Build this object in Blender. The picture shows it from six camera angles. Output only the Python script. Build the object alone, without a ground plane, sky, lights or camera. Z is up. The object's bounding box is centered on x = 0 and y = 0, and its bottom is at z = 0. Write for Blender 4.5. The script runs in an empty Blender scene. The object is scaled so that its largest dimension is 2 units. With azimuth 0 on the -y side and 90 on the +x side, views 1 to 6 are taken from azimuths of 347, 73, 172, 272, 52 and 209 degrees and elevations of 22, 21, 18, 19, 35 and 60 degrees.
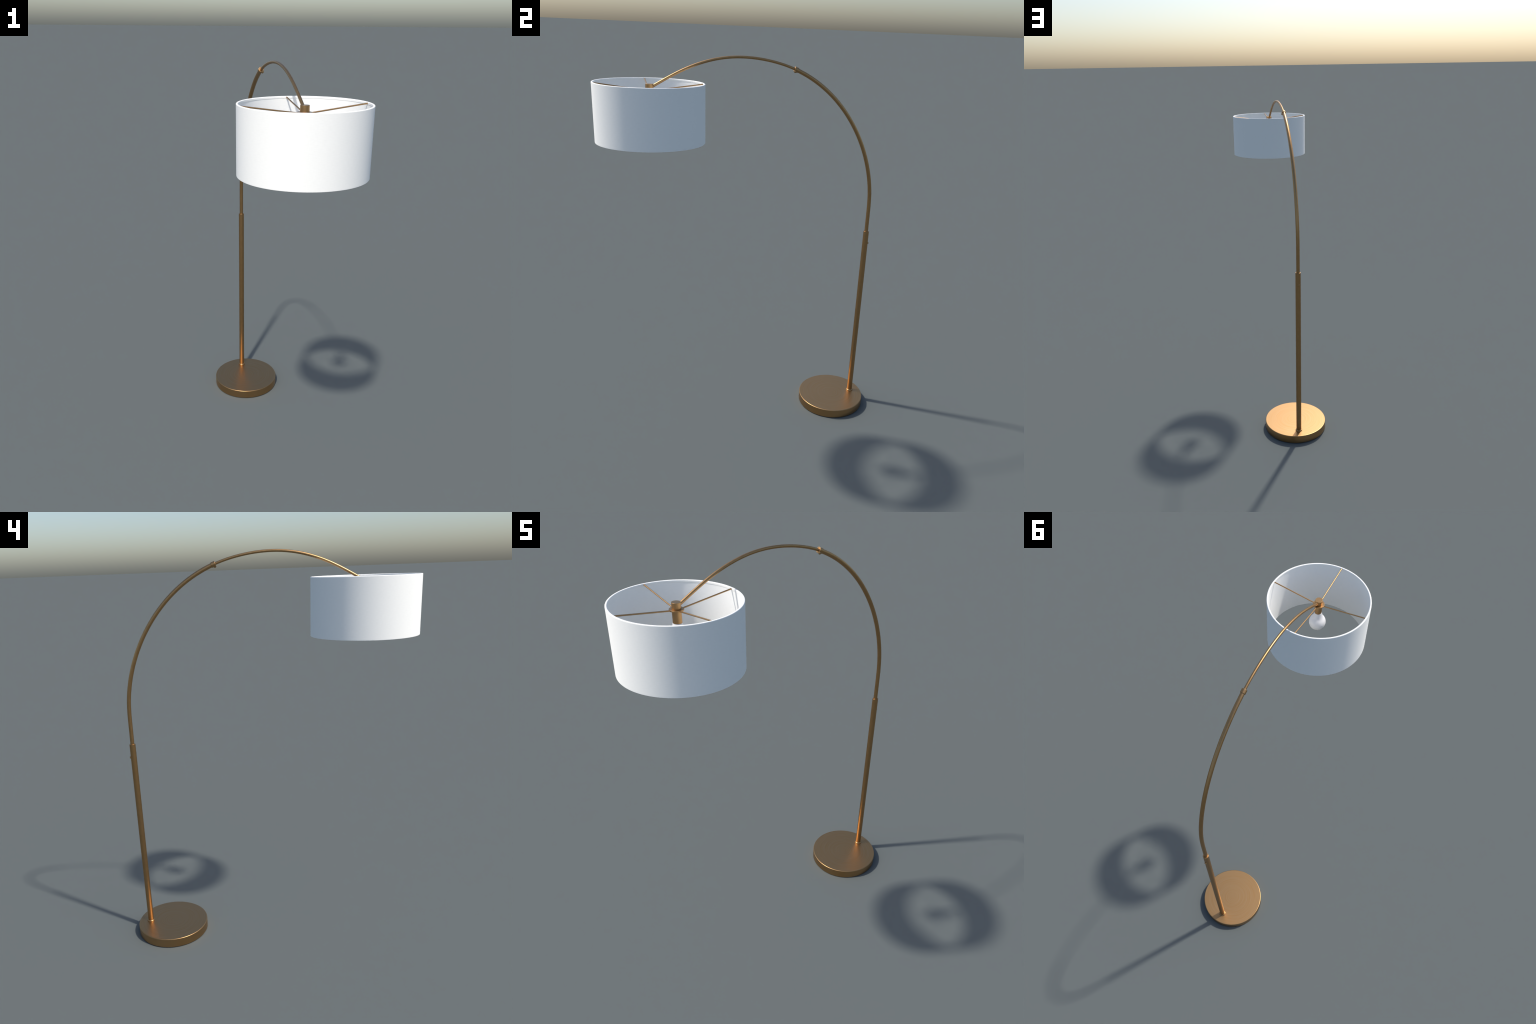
"""Arc floor lamp: round weighted base, upright pole, two-stage curved arm,
white fabric drum shade on a four-spoke fitter with socket and globe bulb."""
import bpy, math
from mathutils import Vector

# ------------------------------------------------------------------ sizes (m)
POLE_Y = 0.6795                     # the pole and the arm lie in the plane x = 0
BASE_Y, BASE_R, BASE_H = 0.5519, 0.1911, 0.0496
POLE_R, POLE_TOP = 0.0153, 1.0925
ARM_R, TIP_R = 0.0101, 0.0065       # thick lower arm, thin upper arm
SHADE_Y, SHADE_R, SHADE_TOP, SHADE_BOTTOM = -0.4884, 0.2558, 1.8735, 1.6036
HUB_R = 0.0181

# ------------------------------------------------------------------ materials
def new_material(name):
    m = bpy.data.materials.new(name)
    m.use_nodes = True
    nt = m.node_tree
    bsdf = nt.nodes["Principled BSDF"]
    return m, nt, bsdf

def link(nt, a, b):
    nt.links.new(a, b)

def math_node(nt, op, a, b=None):
    n = nt.nodes.new("ShaderNodeMath"); n.operation = op
    for i, v in enumerate((a, b)):
        if v is None: continue
        if isinstance(v, (int, float)): n.inputs[i].default_value = v
        else: link(nt, v, n.inputs[i])
    return n.outputs[0]

BRASS = (0.425, 0.253, 0.113)

def brass_material(name, mode):
    """Satin antique brass. mode 'turned': concentric lathe marks about the
    object's z axis; 'drawn': faint blotchy grain along the tube."""
    m, nt, bsdf = new_material(name)
    tex = nt.nodes.new("ShaderNodeTexCoord")
    sep = nt.nodes.new("ShaderNodeSeparateXYZ")
    link(nt, tex.outputs["Object"], sep.inputs[0])
    noise = nt.nodes.new("ShaderNodeTexNoise")
    comb = nt.nodes.new("ShaderNodeCombineXYZ")
    x, y, z = sep.outputs
    if mode == 'turned':
        r = math_node(nt, 'SQRT', math_node(nt, 'ADD', math_node(nt, 'MULTIPLY', x, x),
                                            math_node(nt, 'MULTIPLY', y, y)))
        link(nt, math_node(nt, 'MULTIPLY', r, 430.0), comb.inputs[0])
        link(nt, math_node(nt, 'MULTIPLY', x, 7.0), comb.inputs[1])
        link(nt, math_node(nt, 'MULTIPLY', y, 7.0), comb.inputs[2])
        lo, hi, bump = (0.98, 0.93, 0.83), (1.0, 1.07, 1.20), 0.08
    else:
        link(nt, math_node(nt, 'MULTIPLY', x, 90.0), comb.inputs[0])
        link(nt, math_node(nt, 'MULTIPLY', y, 90.0), comb.inputs[1])
        link(nt, math_node(nt, 'MULTIPLY', z, 40.0), comb.inputs[2])
        lo, hi, bump = (0.97, 0.96, 0.94), (1.03, 1.04, 1.06), 0.0
    link(nt, comb.outputs[0], noise.inputs["Vector"])
    noise.inputs["Scale"].default_value = 1.0
    noise.inputs["Detail"].default_value = 2.0
    ramp = nt.nodes.new("ShaderNodeValToRGB")
    ramp.color_ramp.elements[0].position = 0.3
    ramp.color_ramp.elements[1].position = 0.7
    ramp.color_ramp.elements[0].color = (*[c * k for c, k in zip(BRASS, lo)], 1)
    ramp.color_ramp.elements[1].color = (*[c * k for c, k in zip(BRASS, hi)], 1)
    link(nt, noise.outputs["Fac"], ramp.inputs[0])
    link(nt, ramp.outputs[0], bsdf.inputs["Base Color"])
    rough = nt.nodes.new("ShaderNodeMapRange")
    rough.inputs["To Min"].default_value = 0.37
    rough.inputs["To Max"].default_value = 0.41
    link(nt, noise.outputs["Fac"], rough.inputs["Value"])
    link(nt, rough.outputs[0], bsdf.inputs["Roughness"])
    b = nt.nodes.new("ShaderNodeBump")
    b.inputs["Strength"].default_value = bump
    b.inputs["Distance"].default_value = 0.0004
    link(nt, noise.outputs["Fac"], b.inputs["Height"])
    link(nt, b.outputs[0], bsdf.inputs["Normal"])
    bsdf.inputs["Metallic"].default_value = 1.0
    return m

def linen_material():
    """White woven drum fabric: fine horizontal slubs over vertical threads."""
    m, nt, bsdf = new_material("white_linen")
    tex = nt.nodes.new("ShaderNodeTexCoord")
    sep = nt.nodes.new("ShaderNodeSeparateXYZ")
    link(nt, tex.outputs["Object"], sep.inputs[0])
    x, y, z = sep.outputs
    ang = math_node(nt, 'ARCTAN2', y, x)
    def threads(sa, sz):
        c = nt.nodes.new("ShaderNodeCombineXYZ")
        link(nt, math_node(nt, 'MULTIPLY', ang, sa), c.inputs[0])
        link(nt, math_node(nt, 'MULTIPLY', z, sz), c.inputs[1])
        n = nt.nodes.new("ShaderNodeTexNoise")
        n.inputs["Scale"].default_value = 1.0
        n.inputs["Detail"].default_value = 3.0
        link(nt, c.outputs[0], n.inputs["Vector"])
        return n.outputs["Fac"]
    weft = threads(16.0, 420.0)
    warp = threads(110.0, 40.0)
    weave = math_node(nt, 'ADD', math_node(nt, 'MULTIPLY', weft, 0.65),
                      math_node(nt, 'MULTIPLY', warp, 0.35))
    ramp = nt.nodes.new("ShaderNodeValToRGB")
    ramp.color_ramp.elements[0].position = 0.35
    ramp.color_ramp.elements[1].position = 0.65
    ramp.color_ramp.elements[0].color = (0.895, 0.892, 0.858, 1)
    ramp.color_ramp.elements[1].color = (0.930, 0.927, 0.893, 1)
    link(nt, weave, ramp.inputs[0])
    link(nt, ramp.outputs[0], bsdf.inputs["Base Color"])
    bsdf.inputs["Roughness"].default_value = 0.9
    bsdf.inputs["Specular IOR Level"].default_value = 0.2
    b = nt.nodes.new("ShaderNodeBump")
    b.inputs["Strength"].default_value = 0.12
    b.inputs["Distance"].default_value = 0.0006
    link(nt, weave, b.inputs["Height"])
    link(nt, b.outputs[0], bsdf.inputs["Normal"])
    return m

def opal_material():
    m, nt, bsdf = new_material("opal_glass")
    tex = nt.nodes.new("ShaderNodeTexCoord")
    n = nt.nodes.new("ShaderNodeTexNoise")
    n.inputs["Scale"].default_value = 30.0
    link(nt, tex.outputs["Object"], n.inputs["Vector"])
    ramp = nt.nodes.new("ShaderNodeValToRGB")
    ramp.color_ramp.elements[0].color = (0.755, 0.755, 0.755, 1)
    ramp.color_ramp.elements[1].color = (0.78, 0.78, 0.78, 1)
    link(nt, n.outputs["Fac"], ramp.inputs[0])
    link(nt, ramp.outputs[0], bsdf.inputs["Base Color"])
    bsdf.inputs["Roughness"].default_value = 0.5
    return m

TURNED = brass_material("brass_turned", 'turned')
DRAWN = brass_material("brass_drawn", 'drawn')
LINEN = linen_material()
OPAL = opal_material()

# ------------------------------------------------------------------ builders
def make_object(name, verts, faces, mat, parent, origin=(0, 0, 0), sharp=40):
    me = bpy.data.meshes.new(name)
    me.from_pydata(verts, [], faces)
    me.validate()
    me.polygons.foreach_set("use_smooth", [True] * len(me.polygons))
    me.set_sharp_from_angle(angle=math.radians(sharp))
    me.materials.append(mat)
    me.update()
    ob = bpy.data.objects.new(name, me)
    ob.location = origin
    bpy.context.collection.objects.link(ob)
    if parent is not None:
        ob.parent = parent
        ob.matrix_parent_inverse = parent.matrix_basis.inverted()
    return ob

def hold_edges(profile, closed, gap=0.0004):
    """Add a support point just inside both ends of every long run, so that
    smooth shading stays flat on flats and turns only in the roundings."""
    out = []
    n = len(profile)
    for k in range(n if closed else n - 1):
        a, b = Vector(profile[k]), Vector(profile[(k + 1) % n])
        out.append(tuple(a))
        d = b - a
        if d.length > 0.004:
            for t in (gap / d.length, 1 - gap / d.length):
                p = a + d * t
                if p.x > 0.001: out.append(tuple(p))
    if not closed: out.append(profile[-1])
    return out

def lathe(profile, segs=64, closed=False):
    """Revolve (radius, height) points about z. Open ends on the axis (r = 0)
    become single vertices; 'closed' joins the last ring to the first."""
    verts, rings, faces = [], [], []
    for r, z in hold_edges(profile, closed):
        if r < 1e-6:
            rings.append([len(verts)]); verts.append((0, 0, z))
        else:
            rings.append(list(range(len(verts), len(verts) + segs)))
            for i in range(segs):
                a = 2 * math.pi * i / segs
                verts.append((r * math.cos(a), r * math.sin(a), z))
    pairs = list(zip(rings, rings[1:])) + ([(rings[-1], rings[0])] if closed else [])
    for a, b in pairs:
        for i in range(segs):
            j = (i + 1) % segs
            if len(a) == 1 and len(b) == 1: continue
            if len(a) == 1: faces.append((a[0], b[j], b[i]))
            elif len(b) == 1: faces.append((a[i], a[j], b[0]))
            else: faces.append((a[i], a[j], b[j], b[i]))
    return verts, faces

def arc(cr, cz, rad, a0, a1, n=5):
    """Quarter-round helper for lathe profiles (angles in degrees)."""
    return [(cr + rad * math.cos(math.radians(a0 + (a1 - a0) * i / n)),
             cz + rad * math.sin(math.radians(a0 + (a1 - a0) * i / n))) for i in range(n + 1)]

def rod_profile(r, z0, z1, bevel):
    return ([(0, z0)] + arc(r - bevel, z0 + bevel, bevel, -90, 0, 4)
            + arc(r - bevel, z1 - bevel, bevel, 0, 90, 4) + [(0, z1)])

def sweep(path, radius, segs=32):
    """Round tube along a path in the plane x = 0, flat caps."""
    verts, faces = [], []
    n = len(path)
    for k, p in enumerate(path):
        t = (path[min(k + 1, n - 1)] - path[max(k - 1, 0)]).normalized()
        side = Vector((1, 0, 0)); up = side.cross(t)
        for i in range(segs):
            a = 2 * math.pi * i / segs
            verts.append(tuple(p + side * (radius * math.cos(a)) + up * (radius * math.sin(a))))
    for k in range(n - 1):
        for i in range(segs):
            j = (i + 1) % segs
            faces.append((k * segs + i, k * segs + j, (k + 1) * segs + j, (k + 1) * segs + i))
    faces.append(tuple(reversed(range(segs))))
    faces.append(tuple(range((n - 1) * segs, n * segs)))
    return verts, faces

def aim(ob, direction):
    ob.rotation_mode = 'QUATERNION'
    ob.rotation_quaternion = Vector(direction).to_track_quat('Z', 'X')

# ------------------------------------------------------------------ arm curve
# lean of the arm away from vertical (degrees) against length along the arm
LEAN = [(0.0, 0.3), (0.15, 1.3), (0.30, 11.8), (0.50, 25.9), (0.70, 40.3), (0.90, 56.3),
        (1.10, 73.5), (1.30, 88.3), (1.50, 106.5), (1.66, 117.6), (1.85, 120.7)]

def lean_at(s):
    """Smooth (Catmull-Rom) reading of the lean table."""
    for k in range(len(LEAN) - 1):
        if s <= LEAN[k + 1][0]: break
    (s0, a0), (s1, a1) = LEAN[k], LEAN[k + 1]
    def slope(i):
        lo, hi = max(i - 1, 0), min(i + 1, len(LEAN) - 1)
        return (LEAN[hi][1] - LEAN[lo][1]) / (LEAN[hi][0] - LEAN[lo][0])
    h = s1 - s0; t = (s - s0) / h
    return ((2*t**3 - 3*t*t + 1) * a0 + (t**3 - 2*t*t + t) * h * slope(k)
            + (-2*t**3 + 3*t*t) * a1 + (t**3 - t*t) * h * slope(k + 1))

def arm_point_list(step=0.002):
    pts = [Vector((0, POLE_Y, 1.0905))]
    s = 0.0
    while pts[-1].y > SHADE_Y + 0.008:
        a = math.radians(lean_at(s + step / 2))
        pts.append(pts[-1] + Vector((0, -math.sin(a), math.cos(a))) * step)
        s += step
    return pts

ARM = arm_point_list()
JOINT = min(range(len(ARM)), key=lambda i: abs(ARM[i].y - 0.2155))   # middle of the clamp collar
JOINT_DIR = (ARM[JOINT + 1] - ARM[JOINT - 1]).normalized()

# ------------------------------------------------------------------ assembly
lamp = bpy.data.objects.new("arc_floor_lamp", None)
lamp.location = (0, BASE_Y, 0)
bpy.context.collection.objects.link(lamp)
lamp["label"] = "brass arc floor lamp with white fabric drum shade"
lamp["category"] = "floor lamp"
bpy.context.view_layer.update()

# base: heavy turned disc with a small rounded top edge
v, f = lathe([(0, 0)] + arc(BASE_R - 0.003, 0.003, 0.003, -90, 0, 4)
             + arc(BASE_R - 0.0035, BASE_H - 0.0035, 0.0035, 0, 90, 6)
             + [(BASE_R * 0.66, BASE_H), (BASE_R * 0.33, BASE_H), (0, BASE_H)], 128)
base = make_object("base", v, f, TURNED, lamp, (0, BASE_Y, 0))

# upright pole with its foot ring and set screw
v, f = lathe(rod_profile(POLE_R, BASE_H - 0.004, POLE_TOP, 0.0007), 48)
pole = make_object("pole", v, f, DRAWN, lamp, (0, POLE_Y, 0))
v, f = lathe([(POLE_R - 0.002, 0), (0.0203, 0)]
             + arc(0.0143, 0.0022, 0.0060, 0, 68, 8) + [(POLE_R - 0.002, 0.0082)], 48)
make_object("foot_ring", v, f, DRAWN, pole, (0, POLE_Y, BASE_H))
v, f = lathe(rod_profile(0.0060, 0, 0.0076, 0.0022), 24)
screw = make_object("set_screw", v, f, DRAWN, pole, (0, POLE_Y + POLE_R - 0.003, 1.0212))
aim(screw, (0, 1, 0))

# lower (thick) arm: from inside the pole top to the clamp collar
lower = [Vector((0, POLE_Y, POLE_TOP - 0.05))] + ARM[:JOINT + 1]
v, f = sweep(lower, ARM_R, 40)
lower_arm = make_object("lower_arm", v, f, DRAWN, lamp)

# clamp collar on the joint, with a thumb screw underneath
v, f = lathe(rod_profile(0.0128, -0.0098, 0.0098, 0.0010), 40)
collar = make_object("clamp_collar", v, f, DRAWN, lower_arm, ARM[JOINT])
aim(collar, JOINT_DIR)
under = Vector((0, JOINT_DIR.z, -JOINT_DIR.y))
if under.z > 0: under = -under
v, f = lathe(rod_profile(0.0062, 0.006, 0.0172, 0.0016), 28)
thumb = make_object("thumb_screw", v, f, DRAWN, lower_arm, ARM[JOINT] + JOINT_DIR * 0.0028)
# the screw points down and a little to the lamp's +x side
aim(thumb, under * math.cos(math.radians(37)) + Vector((1, 0, 0)) * math.sin(math.radians(37)))

# upper (thin) arm: from the collar into the shade hub
v, f = sweep(ARM[JOINT - 8:], TIP_R, 32)
upper_arm = make_object("upper_arm", v, f, DRAWN, lamp)

# hub cap, fitter flange and socket on the shade axis
v, f = lathe(rod_profile(HUB_R, 1.8425, 1.8678, 0.0006), 48)
hub = make_object("hub_cap", v, f, DRAWN, lamp, (0, SHADE_Y, 0))
v, f = lathe(rod_profile(0.0287, 1.8366, 1.8426, 0.0007), 48)
flange = make_object("fitter_flange", v, f, DRAWN, lamp, (0, SHADE_Y, 0))
v, f = lathe(rod_profile(HUB_R + 0.0002, 1.7885, 1.8366, 0.0008), 48)
socket = make_object("bulb_socket", v, f, DRAWN, lamp, (0, SHADE_Y, 0))

# globe bulb: short neck opening into a ball
BULB_R, BULB_Z = 0.0425, 1.7225
JOIN = math.radians(40)             # where the neck runs into the ball
def neck_point(t, pull=0.045):
    """Hermite curve from the socket mouth to a tangent on the ball."""
    a, ta = Vector((0.0186, 1.7885)), Vector((0.22, -0.97)) * pull
    b = Vector((BULB_R * math.cos(JOIN), BULB_Z + BULB_R * math.sin(JOIN)))
    tb = Vector((math.sin(JOIN), -math.cos(JOIN))) * pull
    p = ((2*t**3 - 3*t*t + 1) * a + (t**3 - 2*t*t + t) * ta
         + (-2*t**3 + 3*t*t) * b + (t**3 - t*t) * tb)
    return tuple(p)
neck = [(0, 1.7885)] + [neck_point(k / 10) for k in range(10)]
ball = arc(0, BULB_Z, BULB_R, 40, -90, 26)
v, f = lathe(neck + ball[:-1] + [(0, BULB_Z - BULB_R)], 64)
make_object("bulb", v, f, OPAL, socket, (0, SHADE_Y, 0), sharp=60)

# drum shade: fabric wall with a rolled, thicker top rim
OUT, WALL, RIM = SHADE_R, 0.0069, 0.0080
EDGE = 0.0028                       # rounding of the rim's edges
profile = (arc(OUT - WALL + 0.0012, SHADE_BOTTOM + 0.0012, 0.0012, 180, 270, 3)
           + arc(OUT - 0.0012, SHADE_BOTTOM + 0.0012, 0.0012, 270, 360, 3)
           + [(OUT, SHADE_BOTTOM + 0.09), (OUT, SHADE_BOTTOM + 0.18)]
           + arc(OUT - EDGE, SHADE_TOP - EDGE, EDGE, 0, 90, 6)
           + arc(OUT - RIM + EDGE, SHADE_TOP - EDGE, EDGE, 90, 180, 6)
           + [(OUT - RIM, SHADE_TOP - 0.0085), (OUT - WALL, SHADE_TOP - 0.0092),
              (OUT - WALL, SHADE_BOTTOM + 0.18), (OUT - WALL, SHADE_BOTTOM + 0.09)])
mid = (SHADE_TOP + SHADE_BOTTOM) / 2
v, f = lathe([(r, z - mid) for r, z in profile], 128, closed=True)
shade = make_object("lampshade", v, f, LINEN, lamp, (0, SHADE_Y, mid))

# four spokes rising from the flange to the rim
spoke_mesh = None
for k in range(4):
    a = math.radians(90 * k)
    out = Vector((math.cos(a), math.sin(a), 0))
    p0 = Vector((0, SHADE_Y, 1.8392)) + out * 0.0265
    p1 = Vector((0, SHADE_Y, 1.8688)) + out * (OUT - RIM + 0.0008)
    if spoke_mesh is None:
        v, f = lathe(rod_profile(0.0029, 0, (p1 - p0).length, 0.0003), 20)
        spoke = make_object("shade_spoke", v, f, DRAWN, flange, p0)
        spoke_mesh = spoke
    else:
        spoke = spoke_mesh.copy()
        spoke.location = p0
        bpy.context.collection.objects.link(spoke)
    aim(spoke, p1 - p0)
